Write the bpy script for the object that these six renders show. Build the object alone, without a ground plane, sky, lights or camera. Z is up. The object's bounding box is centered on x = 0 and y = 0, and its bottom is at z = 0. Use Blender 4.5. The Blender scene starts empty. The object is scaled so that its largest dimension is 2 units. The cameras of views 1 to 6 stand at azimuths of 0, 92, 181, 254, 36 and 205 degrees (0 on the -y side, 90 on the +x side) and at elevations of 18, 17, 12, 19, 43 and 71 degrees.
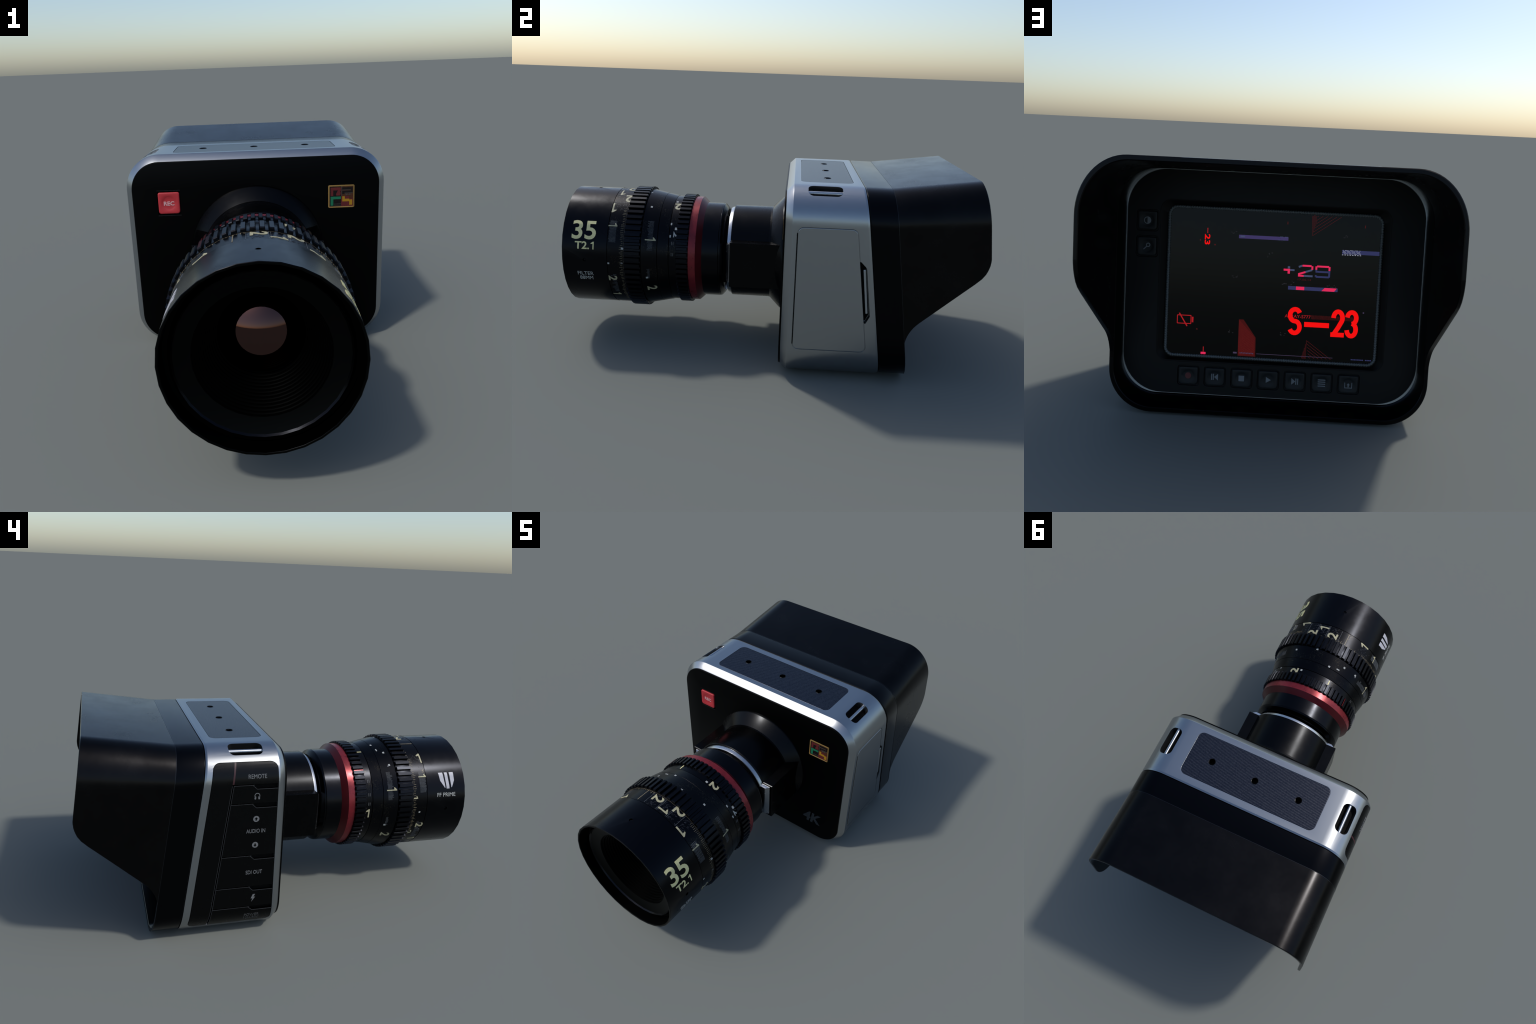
# Compact box-shaped digital cinema camera with prime lens and rear viewing hood.
import bpy, bmesh, math, random
from math import sin, cos, pi, radians, sqrt
from mathutils import Vector

random.seed(7)
rnd = random.Random(11)

# ----------------------------------------------------------------------------
# overall sizes (metres; lens axis along y, front of the lens at y = -1)
# ----------------------------------------------------------------------------
HW, Z0, Z1, RC = 0.577, 0.004, 0.902, 0.155     # body cross-section (rounded rectangle)
TILT = 0.14                                   # the back leans: y = C - TILT*z
C_BODY, C_CREASE, C_EDGE = 0.574, 0.697, 1.089
Y_FRONT = 0.103
AX = 0.455                                    # height of the lens axis

# ----------------------------------------------------------------------------
# materials
# ----------------------------------------------------------------------------
def new_mat(name):
    m = bpy.data.materials.new(name)
    m.use_nodes = True
    nt = m.node_tree
    return m, nt, nt.nodes["Principled BSDF"]

def N(nt, kind, **inp):
    n = nt.nodes.new(kind)
    for k, v in inp.items():
        if k in n.inputs:
            n.inputs[k].default_value = v
        else:
            setattr(n, k, v)
    return n

def mat(name, col, rough=0.4, metal=0.0, spec=0.5, rvar=0.0, rscale=9.0, cvar=0.0,
        emit=None, estr=0.0, coat=0.0, bump=0.0, bscale=300.0):
    m, nt, b = new_mat(name)
    b.inputs["Base Color"].default_value = (*col, 1)
    b.inputs["Roughness"].default_value = rough
    b.inputs["Metallic"].default_value = metal
    b.inputs["Specular IOR Level"].default_value = spec
    if coat:
        b.inputs["Coat Weight"].default_value = coat
        b.inputs["Coat Roughness"].default_value = 0.08
    if emit:
        b.inputs["Emission Color"].default_value = (*emit, 1)
        b.inputs["Emission Strength"].default_value = estr
    tc = None
    if rvar or cvar or bump:
        tc = N(nt, "ShaderNodeTexCoord")
    if rvar or cvar:
        nz = N(nt, "ShaderNodeTexNoise", Scale=rscale, Detail=6.0, Roughness=0.62)
        nt.links.new(tc.outputs["Object"], nz.inputs["Vector"])
        if rvar:
            mr = N(nt, "ShaderNodeMapRange")
            mr.inputs["From Min"].default_value = 0.3
            mr.inputs["From Max"].default_value = 0.7
            mr.inputs["To Min"].default_value = max(0.02, rough - rvar)
            mr.inputs["To Max"].default_value = rough + rvar
            nt.links.new(nz.outputs["Fac"], mr.inputs["Value"])
            nt.links.new(mr.outputs["Result"], b.inputs["Roughness"])
        if cvar:
            cr = N(nt, "ShaderNodeValToRGB")
            cr.color_ramp.elements[0].position = 0.3
            cr.color_ramp.elements[1].position = 0.7
            cr.color_ramp.elements[0].color = tuple(c * (1 - cvar) for c in col) + (1,)
            cr.color_ramp.elements[1].color = tuple(c * (1 + cvar) for c in col) + (1,)
            nt.links.new(nz.outputs["Fac"], cr.inputs["Fac"])
            nt.links.new(cr.outputs["Color"], b.inputs["Base Color"])
    if bump:
        n2 = N(nt, "ShaderNodeTexNoise", Scale=bscale, Detail=2.0)
        nt.links.new(tc.outputs["Object"], n2.inputs["Vector"])
        bp = N(nt, "ShaderNodeBump", Strength=bump, Distance=0.001)
        nt.links.new(n2.outputs["Fac"], bp.inputs["Height"])
        nt.links.new(bp.outputs["Normal"], b.inputs["Normal"])
    return m

M_METAL = mat("brushed_aluminium", (0.355, 0.375, 0.395), 0.30, 1.0)
M_METAL_IN = mat("aluminium_lip", (0.42, 0.46, 0.50), 0.32, 1.0)
M_SILVER = mat("polished_steel", (0.46, 0.48, 0.51), 0.26, 1.0, rvar=0.05)
M_HOOD = mat("satin_black_hood", (0.0140, 0.0138, 0.0145), 0.25, 1.0, rvar=0.045, rscale=6, cvar=0.12)
M_HOOD_IN = mat("hood_band_black", (0.0090, 0.0095, 0.0110), 0.235, 1.0, rvar=0.02, rscale=5)
M_PLATE = mat("matt_black_plate", (0.0050, 0.0053, 0.0055), 0.45, 1.0)
M_LENS = mat("anodised_black", (0.0115, 0.0122, 0.0145), 0.235, 1.0, rvar=0.045, rscale=16)
M_MOUNT = mat("mount_black", (0.0115, 0.0120, 0.0130), 0.26, 1.0, rvar=0.04, rscale=12)
M_RUBBER = mat("gear_black", (0.0130, 0.0140, 0.0175), 0.32, 1.0)
M_BAFFLE = mat("baffle_black", (0.0014, 0.0015, 0.0015), 0.55, 1.0)
M_RIM = mat("lens_rim_black", (0.0050, 0.0055, 0.0055), 0.45, 1.0)
M_DARK = mat("recess_dark", (0.002, 0.002, 0.002), 0.7, 0.0, 0.1)
M_RED = mat("red_ring", (0.20, 0.015, 0.022), 0.30, 0.45, 0.5, rvar=0.05, rscale=25, cvar=0.2)
M_RED_SHADED = mat("red_chamfer_shaded", (0.085, 0.006, 0.009), 0.34, 0.3, 0.4, cvar=0.15)  # darker copy of the ring's red: shade from the chamfer's facing painted in
M_REDLINE = mat("red_line", (0.035, 0.005, 0.008), 0.4)
M_PORT = mat("port_cover_black", (0.0160, 0.0163, 0.0170), 0.27, 1.0, rvar=0.03)
M_SEAM = mat("seam_edge", (0.035, 0.037, 0.042), 0.4)
M_PANEL = mat("rear_panel_black", (0.004, 0.0048, 0.0056), 0.5, 0.0, 0.2)
M_BEZEL = mat("bezel_black", (0.0015, 0.0017, 0.0018), 0.5, 0.0, 0.15)
M_BUTTON = mat("button_rubber", (0.010, 0.0125, 0.014), 0.5, 0.0, 0.25)
M_SYMBOL = mat("symbol_grey", (0.14, 0.16, 0.18), 0.5)
M_SYMRED = mat("symbol_red", (0.09, 0.012, 0.014), 0.5)
M_PRINT = mat("print_cream", (0.76, 0.69, 0.34), 0.55, cvar=0.08, rscale=40)
M_PRINT_RING = mat("print_cream_worn", (0.36, 0.335, 0.21), 0.55, cvar=0.3, rscale=60)
M_PRINT2 = mat("print_white", (0.36, 0.37, 0.355), 0.55)
M_LOGO = mat("print_silver", (0.42, 0.42, 0.46), 0.45)
M_LABEL = mat("label_grey", (0.14, 0.145, 0.15), 0.5)
M_LABELD = mat("label_dim", (0.055, 0.057, 0.06), 0.5)
M_TICK = mat("tick_gold", (0.17, 0.14, 0.085), 0.5, cvar=0.5, rscale=70)
M_TICK2 = mat("tick_grey", (0.085, 0.095, 0.105), 0.5, cvar=0.5, rscale=70)
M_FOURK = mat("dim_grey_mark", (0.036, 0.042, 0.047), 0.4)
M_RECRED = mat("record_red", (0.40, 0.026, 0.034), 0.42, 0.0, 0.4, cvar=0.06)
M_RECTXT = mat("record_text", (0.55, 0.32, 0.33), 0.5)
M_GOLD = mat("emblem_gold", (0.21, 0.13, 0.042), 0.45, spec=0.12)
M_EMRED = mat("emblem_red", (0.095, 0.017, 0.018), 0.45, spec=0.12)
M_EMBRICK = mat("emblem_brick", (0.060, 0.022, 0.011), 0.45, spec=0.12)
M_EMGREEN = mat("emblem_green", (0.012, 0.13, 0.065), 0.45, spec=0.12)
M_EMYELLOW = mat("emblem_yellow", (0.30, 0.16, 0.012), 0.45, spec=0.12)
M_EMBLACK = mat("emblem_black", (0.008, 0.006, 0.006), 0.45, spec=0.12)
M_EMGREY = mat("emblem_grey", (0.05, 0.045, 0.04), 0.45, spec=0.12)
M_ROPE = mat("rope_seal", (0.085, 0.100, 0.105), 0.5)

def scale_ring_material():
    """Black anodised ring with faint worn golden micro-engraving."""
    m, nt, b = new_mat("engraved_scale_ring")
    tc = N(nt, "ShaderNodeTexCoord")
    mp = N(nt, "ShaderNodeMapping")
    mp.inputs["Scale"].default_value = (150, 320, 150)
    nt.links.new(tc.outputs["Object"], mp.inputs["Vector"])
    vo = N(nt, "ShaderNodeTexVoronoi", Scale=1.0)
    vo.distance = "CHEBYCHEV"
    nt.links.new(mp.outputs["Vector"], vo.inputs["Vector"])
    nz = N(nt, "ShaderNodeTexNoise", Scale=14.0, Detail=3.0)
    nt.links.new(tc.outputs["Object"], nz.inputs["Vector"])
    r1 = N(nt, "ShaderNodeValToRGB")
    r1.color_ramp.elements[0].position = 0.52
    r1.color_ramp.elements[1].position = 0.62
    nt.links.new(vo.outputs["Distance"], r1.inputs["Fac"])
    r2 = N(nt, "ShaderNodeValToRGB")
    r2.color_ramp.elements[0].position = 0.50
    r2.color_ramp.elements[1].position = 0.62
    nt.links.new(nz.outputs["Fac"], r2.inputs["Fac"])
    mu = N(nt, "ShaderNodeMath", operation="MULTIPLY")
    nt.links.new(r1.outputs["Color"], mu.inputs[0])
    nt.links.new(r2.outputs["Color"], mu.inputs[1])
    mx = N(nt, "ShaderNodeMix", data_type="RGBA")
    mx.inputs["A"].default_value = (0.0110, 0.0115, 0.0135, 1)
    mx.inputs["B"].default_value = (0.034, 0.031, 0.025, 1)
    nt.links.new(mu.outputs[0], mx.inputs["Factor"])
    nt.links.new(mx.outputs["Result"], b.inputs["Base Color"])
    b.inputs["Roughness"].default_value = 0.28
    b.inputs["Metallic"].default_value = 1.0
    return m

def top_plate_material():
    """Slate plate with fine diagonal ribbing."""
    m, nt, b = new_mat("ribbed_slate")
    tc = N(nt, "ShaderNodeTexCoord")
    mp = N(nt, "ShaderNodeMapping")
    mp.inputs["Rotation"].default_value = (0, 0, radians(45))
    nt.links.new(tc.outputs["Object"], mp.inputs["Vector"])
    wv = N(nt, "ShaderNodeTexWave", Scale=43.0, Distortion=0.25)
    wv.inputs["Detail"].default_value = 1.0
    wv.inputs["Detail Scale"].default_value = 6.0
    nt.links.new(mp.outputs["Vector"], wv.inputs["Vector"])
    nz = N(nt, "ShaderNodeTexNoise", Scale=160.0, Detail=3.0)
    nt.links.new(tc.outputs["Object"], nz.inputs["Vector"])
    mu = N(nt, "ShaderNodeMath", operation="MULTIPLY")
    nt.links.new(wv.outputs["Fac"], mu.inputs[0])
    nt.links.new(nz.outputs["Fac"], mu.inputs[1])
    cr = N(nt, "ShaderNodeValToRGB")
    cr.color_ramp.elements[0].position = 0.12
    cr.color_ramp.elements[1].position = 0.55
    cr.color_ramp.elements[0].color = (0.024, 0.029, 0.044, 1)
    cr.color_ramp.elements[1].color = (0.105, 0.105, 0.115, 1)
    nt.links.new(mu.outputs[0], cr.inputs["Fac"])
    nt.links.new(cr.outputs["Color"], b.inputs["Base Color"])
    b.inputs["Roughness"].default_value = 0.29
    b.inputs["Metallic"].default_value = 1.0
    bp = N(nt, "ShaderNodeBump", Strength=0.10, Distance=0.001)
    nt.links.new(mu.outputs[0], bp.inputs["Height"])
    nt.links.new(bp.outputs["Normal"], b.inputs["Normal"])
    return m

M_SCALE = scale_ring_material()
M_TOP = top_plate_material()
M_SCREEN = mat("screen_glass", (0.0015, 0.0017, 0.0018), 0.17, 0.0, 0.18)
M_GLASS = mat("coated_glass", (0.085, 0.045, 0.040), 0.03, 1.0)

def glow(name, col, s=1.0):
    return mat("display_" + name, (0.001, 0.001, 0.001), 0.3, spec=0.1, emit=col, estr=s)
G_RED = glow("red", (0.88, 0.0035, 0.0035))
G_REDMID = glow("red_mid", (0.36, 0.010, 0.014))
G_REDDIM = glow("red_dim", (0.055, 0.006, 0.007))
G_REDDARK = glow("red_dark", (0.048, 0.004, 0.004))
G_PINK = glow("pink", (0.72, 0.022, 0.095))
G_VIOLET = glow("violet", (0.043, 0.032, 0.11))
G_BLUE = glow("blue", (0.028, 0.032, 0.10))
G_SLATE = glow("slate", (0.05, 0.065, 0.13))
G_PALE = glow("pale", (0.30, 0.32, 0.42))
G_FAINT = glow("faint", (0.016, 0.016, 0.019))
G_LINE = glow("violet_line", (0.05, 0.036, 0.075))

# ----------------------------------------------------------------------------
# object helpers
# ----------------------------------------------------------------------------
COL = bpy.context.scene.collection

def finish(me, name, parent, material, smooth=35, kind=None):
    for p in me.polygons:
        p.use_smooth = True
    me.set_sharp_from_angle(angle=radians(smooth))
    if material is not None:
        me.materials.clear()
        me.materials.append(material)
    ob = bpy.data.objects.new(name, me)
    COL.objects.link(ob)
    if parent is not None:
        ob.parent = parent
    if kind:
        ob["kind"] = kind
    return ob

def bm_to_mesh(bm, name, recalc=True):
    if recalc:
        bmesh.ops.recalc_face_normals(bm, faces=bm.faces)
    me = bpy.data.meshes.new(name)
    bm.to_mesh(me)
    bm.free()
    return me

def raw_mesh(name, verts, faces):
    bm = bmesh.new()
    vs = [bm.verts.new(v) for v in verts]
    for f in faces:
        try:
            bm.faces.new([vs[i] for i in f])
        except ValueError:
            pass
    return bm_to_mesh(bm, name)

def evaluated(ob):
    """Apply the modifiers of ob."""
    dg = bpy.context.evaluated_depsgraph_get()
    me = bpy.data.meshes.new_from_object(ob.evaluated_get(dg))
    ob.modifiers.clear()
    ob.data = me
    return ob

def cut(ob, cutters, smooth=35):
    for c in cutters:
        md = ob.modifiers.new("cut", "BOOLEAN")
        md.operation = "DIFFERENCE"
        md.solver = "EXACT"
        md.object = c
    evaluated(ob)
    for c in cutters:
        bpy.data.objects.remove(c)
    for p in ob.data.polygons:
        p.use_smooth = True
    ob.data.set_sharp_from_angle(angle=radians(smooth))
    return ob

def bevel(ob, w, seg=2, angle=40):
    md = ob.modifiers.new("bevel", "BEVEL")
    md.width = w
    md.segments = seg
    md.limit_method = "ANGLE"
    md.angle_limit = radians(angle)
    md.harden_normals = True
    evaluated(ob)
    return ob

# 2-D outlines ---------------------------------------------------------------
def rpoly(pts, r, seg=6):
    """Polygon with rounded corners; r is one radius or one per corner."""
    n = len(pts)
    rs = [r] * n if not isinstance(r, (list, tuple)) else r
    out = []
    for i in range(n):
        p = Vector(pts[i]); a = Vector(pts[i - 1]); b = Vector(pts[(i + 1) % n])
        if rs[i] <= 0:
            out.append(tuple(p)); continue
        u = (a - p).normalized(); v = (b - p).normalized()
        ang = u.angle(v)
        d = rs[i] / math.tan(ang / 2)
        p1 = p + u * d; p2 = p + v * d
        bis = (u + v).normalized()
        c = p + bis * (rs[i] / sin(ang / 2))
        w1 = p1 - c; w2 = p2 - c
        a1 = math.atan2(w1.y, w1.x); a2 = math.atan2(w2.y, w2.x)
        da = (a2 - a1 + pi) % (2 * pi) - pi
        for k in range(seg + 1):
            t = a1 + da * k / seg
            out.append((c.x + rs[i] * cos(t), c.y + rs[i] * sin(t)))
    return out

def rect(cx, cy, w, h):
    return [(cx - w / 2, cy - h / 2), (cx + w / 2, cy - h / 2), (cx + w / 2, cy + h / 2), (cx - w / 2, cy + h / 2)]

def disc(cx, cy, r, n=24):
    return [(cx + r * cos(2 * pi * i / n), cy + r * sin(2 * pi * i / n)) for i in range(n)]

def stroke(p, q, w):
    p, q = Vector(p), Vector(q)
    n = (q - p).normalized().orthogonal() * w / 2
    return [tuple(p + n), tuple(p - n), tuple(q - n), tuple(q + n)]

def rrect_profile(hw, z0, z1, r, seg=12, zs=()):
    """Closed outline in (x, z), counter-clockwise from the lower right; zs adds side points."""
    side = sorted(z for z in zs if z0 + r + 1e-4 < z < z1 - r - 1e-4)
    pts = []
    def arc(cx, cz, a0):
        for k in range(seg + 1):
            a = radians(a0 + 90 * k / seg)
            pts.append((cx + r * cos(a), cz + r * sin(a)))
    arc(hw - r, z0 + r, -90)
    pts += [(hw, z) for z in side]
    arc(hw - r, z1 - r, 0)
    arc(-hw + r, z1 - r, 90)
    pts += [(-hw, z) for z in reversed(side)]
    arc(-hw + r, z0 + r, 180)
    return pts

# surface maps: (a, b, t) -> point; a reads to the right, b up, t outward ------
def side_map(sign):
    """Side wall including the corner arcs; a = y, b = height measured along the wall."""
    def f(a, b, t):
        zt, zb = Z1 - RC, Z0 + RC
        if b > zt:
            th = (b - zt) / RC
            x, z = HW - RC + (RC + t) * cos(th), zt + (RC + t) * sin(th)
        elif b < zb:
            th = (b - zb) / RC
            x, z = HW - RC + (RC + t) * cos(th), zb + (RC + t) * sin(th)
        else:
            x, z = HW + t, b
        return (sign * x, a, z)
    return f
RIGHT, LEFT = side_map(1), side_map(-1)
TOP = lambda a, b, t: (a, b, Z1 + t)
def front(y):
    return lambda a, b, t: (a, y - t, b)
def rear(c=C_BODY):
    n = 1 / sqrt(1 + TILT * TILT)
    return lambda a, b, t: (-a, c - TILT * b + t * n, b + t * TILT * n)

def lens_r(phi, r, n=32):
    """Radius of the n-sided barrel at angle phi."""
    w = 2 * pi / n
    return r * cos(w / 2) / cos((phi % w) - w / 2)

def lens_map(phi0, y0, mode, rf):
    """mode: read+ / read- (upright from either side), y+ / y- (digits standing along the axis)."""
    p0 = radians(phi0)
    def f(a, b, t):
        if mode == "read+":
            p, y = -b, y0 + a
        elif mode == "read-":
            p, y = b, y0 - a
        elif mode == "y+":
            p, y = a, y0 + b
        else:
            p, y = -a, y0 - b
        r = rf(y)
        ph = p0 + p / r
        rr = lens_r(ph, r) + t
        return (rr * sin(ph), y, AX + rr * cos(ph))
    return f

# solid patch on a mapped surface ---------------------------------------------
def patch_bm(bm, outlines, fm, t0, t1, cut_a=None, cut_b=None, flat=None):
    """Extrude 2-D outlines (or a flat bmesh) between t0 and t1 on the surface fm."""
    fb = bmesh.new()
    if flat is None:
        for o in outlines:
            fb.faces.new([fb.verts.new((p[0], p[1], 0)) for p in o])
    else:
        fb.from_mesh(flat)
        bmesh.ops.remove_doubles(fb, verts=fb.verts, dist=1e-6)
    for axis, step in ((0, cut_a), (1, cut_b)):
        if not step:
            continue
        lo = min(v.co[axis] for v in fb.verts); hi = max(v.co[axis] for v in fb.verts)
        k = int(math.floor(lo / step)) + 1
        while k * step < hi - 1e-6:
            co = [0, 0, 0]; no = [0, 0, 0]
            co[axis] = k * step; no[axis] = 1
            bmesh.ops.bisect_plane(fb, geom=fb.verts[:] + fb.edges[:] + fb.faces[:], dist=1e-7,
                                   plane_co=co, plane_no=no)
            k += 1
    fb.verts.index_update()
    lo = [bm.verts.new(fm(v.co.x, v.co.y, t0)) for v in fb.verts]
    hi = [bm.verts.new(fm(v.co.x, v.co.y, t1)) for v in fb.verts]
    for f in fb.faces:
        ids = [v.index for v in f.verts]
        bm.faces.new([hi[i] for i in ids])
        bm.faces.new([lo[i] for i in reversed(ids)])
    for e in fb.edges:
        if len(e.link_faces) == 1:
            i, j = e.verts[0].index, e.verts[1].index
            bm.faces.new([lo[i], lo[j], hi[j], hi[i]])
    fb.free()

def patch(name, outlines, fm, t0, t1, material, parent, bev=0.0, cut_a=None, cut_b=None,
          flat=None, kind=None, smooth=35):
    if outlines is not None and outlines and not isinstance(outlines[0][0], (list, tuple)):
        outlines = [outlines]
    bm = bmesh.new()
    patch_bm(bm, outlines, fm, t0, t1, cut_a, cut_b, flat)
    ob = finish(bm_to_mesh(bm, name), name, parent, material, smooth, kind)
    if bev:
        bevel(ob, bev)
    return ob

def text_flat(s, w, h, bold=0.0, spacing=1.0, cx=0.0, cy=0.0):
    """Flat mesh of a word scaled to w x h, centred on (cx, cy)."""
    cu = bpy.data.curves.new("word", "FONT")
    cu.body = s
    cu.size = 1.0
    cu.offset = bold
    cu.space_character = spacing
    cu.resolution_u = 4
    ob = bpy.data.objects.new("word", cu)
    COL.objects.link(ob)
    dg = bpy.context.evaluated_depsgraph_get()
    me = bpy.data.meshes.new_from_object(ob.evaluated_get(dg))
    bpy.data.objects.remove(ob)
    xs = [v.co.x for v in me.vertices]; ys = [v.co.y for v in me.vertices]
    x0, x1, y0, y1 = min(xs), max(xs), min(ys), max(ys)
    sx = w / (x1 - x0) if w else h / (y1 - y0)
    sy = h / (y1 - y0)
    for v in me.vertices:
        v.co.x = (v.co.x - (x0 + x1) / 2) * sx + cx
        v.co.y = (v.co.y - (y0 + y1) / 2) * sy + cy
        v.co.z = 0
    return me

def text(name, s, fm, w, h, material, parent, t0=0.0, t1=0.0012, bold=0.015, spacing=1.0,
         cx=0.0, cy=0.0, curved=False, italic=0.0):
    me = text_flat(s, w, h, bold, spacing, cx, cy)
    if italic:
        for v in me.vertices:
            v.co.x += italic * (v.co.y - cy)
    st = 0.008 if curved else None
    ob = patch(name, None, fm, t0, t1, material, parent, flat=me, cut_a=st, cut_b=st, smooth=30)
    bpy.data.meshes.remove(me)
    return ob

def lathe(name, prof, material, parent, n=32, closed=True, smooth=30):
    """Revolve (y, r) points round the lens axis."""
    verts, faces = [], []
    m = len(prof)
    for i in range(n):
        a = 2 * pi * i / n
        for y, r in prof:
            verts.append((r * sin(a), y, AX + r * cos(a)))
    for i in range(n):
        j = (i + 1) % n
        for k in range(m if closed else m - 1):
            l = (k + 1) % m
            faces.append((i * m + k, i * m + l, j * m + l, j * m + k))
    return finish(raw_mesh(name, verts, faces), name, parent, material, smooth)

def loft(name, rings, material, parent, cap=True, smooth=30):
    n = len(rings[0])
    verts = [p for r in rings for p in r]
    faces = []
    for k in range(len(rings) - 1):
        for i in range(n):
            j = (i + 1) % n
            faces.append((k * n + i, k * n + j, (k + 1) * n + j, (k + 1) * n + i))
    if cap:
        faces.append(tuple(range(n)))
        faces.append(tuple(range((len(rings) - 1) * n, len(rings) * n)))
    return finish(raw_mesh(name, verts, faces), name, parent, material, smooth)

def key_button(name, fm, cx, cy, w, h, top, r_top, r_bot, dish, material, parent):
    """Soft square key with a round dish in its face, built from concentric rings."""
    corner = rpoly(rect(cx, cy, w, h), [r_bot, r_bot, r_top, r_top], 5)
    base = []
    for i, p in enumerate(corner):
        q = corner[(i + 1) % len(corner)]
        k = max(1, int(math.hypot(q[0] - p[0], q[1] - p[1]) / 0.004))
        base += [(p[0] + (q[0] - p[0]) * j / k, p[1] + (q[1] - p[1]) * j / k) for j in range(k)]
    rd = min(w, h) * 0.36
    spec = [(1.0, 0.0, -0.012), (1.0, 0.0, top * 0.45), (0.975, 0.0, top * 0.8), (0.93, 0.0, top * 0.97), (0.86, 0.0, top),
            (1.0, 1.0, top), (0.88, 1.0, top - dish * 0.55), (0.74, 1.0, top - dish * 0.9), (0.5, 1.0, top - dish), (0.2, 1.0, top - dish)]
    rings = []
    for s, circ, t in spec:
        ring = []
        for x, y in base:
            dx, dy = x - cx, y - cy
            if circ:
                a = math.atan2(dy, dx)
                dx, dy = rd * cos(a), rd * sin(a)
            ring.append(fm(cx + dx * s, cy + dy * s, t))
        rings.append(ring)
    return loft(name, rings, material, parent, smooth=50)

# ----------------------------------------------------------------------------
# top-level thing
# ----------------------------------------------------------------------------
camera = bpy.data.objects.new("cinema_camera", None)
COL.objects.link(camera)
camera["label"] = "boxy silver and black digital cinema camera with prime lens"
camera["category"] = "video camera"

# ----------------------------------------------------------------------------
# metal body frame
# ----------------------------------------------------------------------------
def body_ring(yfun, inset, r=None):
    return [(x, yfun(z), z) for x, z in
            rrect_profile(HW - inset, Z0 + inset, Z1 - inset, (RC - inset) if r is None else r, 14)]

body = loft("camera_body", [
    body_ring(lambda z: Y_FRONT, 0.0285),
    body_ring(lambda z: Y_FRONT + 0.0015, 0.0268),
    body_ring(lambda z: 0.1305, 0.0022),
    body_ring(lambda z: 0.1345, 0.0),
    body_ring(lambda z: C_BODY - 0.008 - TILT * z, 0.0),
    body_ring(lambda z: C_BODY - TILT * z, 0.003),
], M_METAL, camera, smooth=16)

def back_y(z, c=C_BODY):
    return c - TILT * z

# recess for the port panel (left side, wraps over both corner arcs)
S_TOP, S_BOT = Z1 - RC + 0.108, Z0 + RC - 0.108
def side_outline(y_front, c_back, s0, s1, r):
    return rpoly([(y_front, s0), (c_back - TILT * s0, s0), (c_back - TILT * s1, s1), (y_front, s1)], r, 7)

def cutter(name, outline, fm, t0, t1, ca=None, cb=None):
    return patch(name, outline, fm, t0, t1, None, None, cut_a=ca, cut_b=cb)

SLOT_TH = radians(66)
def corner_map(sign, th=SLOT_TH):
    """Tangent plane of the upper corner arc: a = y, b = along the arc, t = outward."""
    cx, cz = HW - RC, Z1 - RC
    ur, vt = (cos(th), sin(th)), (-sin(th), cos(th))
    return lambda a, b, t: (sign * (cx + ur[0] * (RC + t) + vt[0] * b), a, cz + ur[1] * (RC + t) + vt[1] * b)

SLOT_Y, SLOT_L, SLOT_W = 0.273, 0.152, 0.077
cutters = [
    cutter("c", side_outline(0.1415, C_BODY - 0.031, S_BOT, S_TOP, 0.034), LEFT, -0.018, 0.03, cb=0.015),
    cutter("c", rpoly([(0.157, 0.1635), (0.4985, 0.1635), (0.4195, 0.742), (0.157, 0.742)], 0.028, 7), RIGHT, -0.0050, 0.02),
    cutter("c", rpoly([(0.470, 0.307), (0.484, 0.307), (0.5005, 0.342), (0.470, 0.568), (0.443, 0.596), (0.430, 0.596)], [0, .004, .012, .016, .004, 0], 4), RIGHT, -0.035, 0.02),
    cutter("c", rpoly(rect(0, 0.285, 0.732, 0.242), 0.032, 7), TOP, -0.004, 0.02),
]
for sg in (1, -1):
    cutters.append(cutter("c", rpoly(rect(SLOT_Y, 0, SLOT_L, SLOT_W), 0.027, 8), corner_map(sg), -0.045, 0.03))
cut(body, cutters, 16)

# top plate with three threaded holes
top_plate = patch("top_plate", rpoly(rect(0, 0.285, 0.729, 0.239), 0.031, 7), TOP, -0.010, -0.0002, M_TOP, body)
cut(top_plate, [cutter("c", disc(x, 0.29, 0.0165, 24), TOP, -0.05, 0.01) for x in (-0.237, 0.0, 0.237)])
bevel(top_plate, 0.0020)
cut(body, [cutter("c", disc(x, 0.29, 0.0172, 24), TOP, -0.045, 0.01) for x in (-0.237, 0.0, 0.237)], 16)
ring_me = None
for x in (-0.237, 0.0, 0.237):
    if ring_me is None:
        vs, fs = [], []
        prof = [(0.0185, 0.0002), (0.0175, 0.0010), (0.0155, 0.0004), (0.0135, -0.006), (0.0135, -0.036), (0.0172, -0.036), (0.0172, -0.001)]
        for i in range(24):
            for r, t in prof:
                vs.append((r * cos(2 * pi * i / 24), r * sin(2 * pi * i / 24), t))
        m = len(prof)
        for i in range(24):
            j = (i + 1) % 24
            for k in range(m):
                l = (k + 1) % m
                fs.append((i * m + k, i * m + l, j * m + l, j * m + k))
        ob = finish(raw_mesh("screw_socket", vs, fs), "screw_socket", body, M_MOUNT, 30)
        ring_me = ob.data
    else:
        ob = bpy.data.objects.new("screw_socket", ring_me)
        COL.objects.link(ob)
        ob.parent = body
    ob.location = (x, 0.29, Z1)
    patch("screw_socket_floor", disc(x, 0.29, 0.0170, 20), TOP, -0.0445, -0.040, M_DARK, body)

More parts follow.
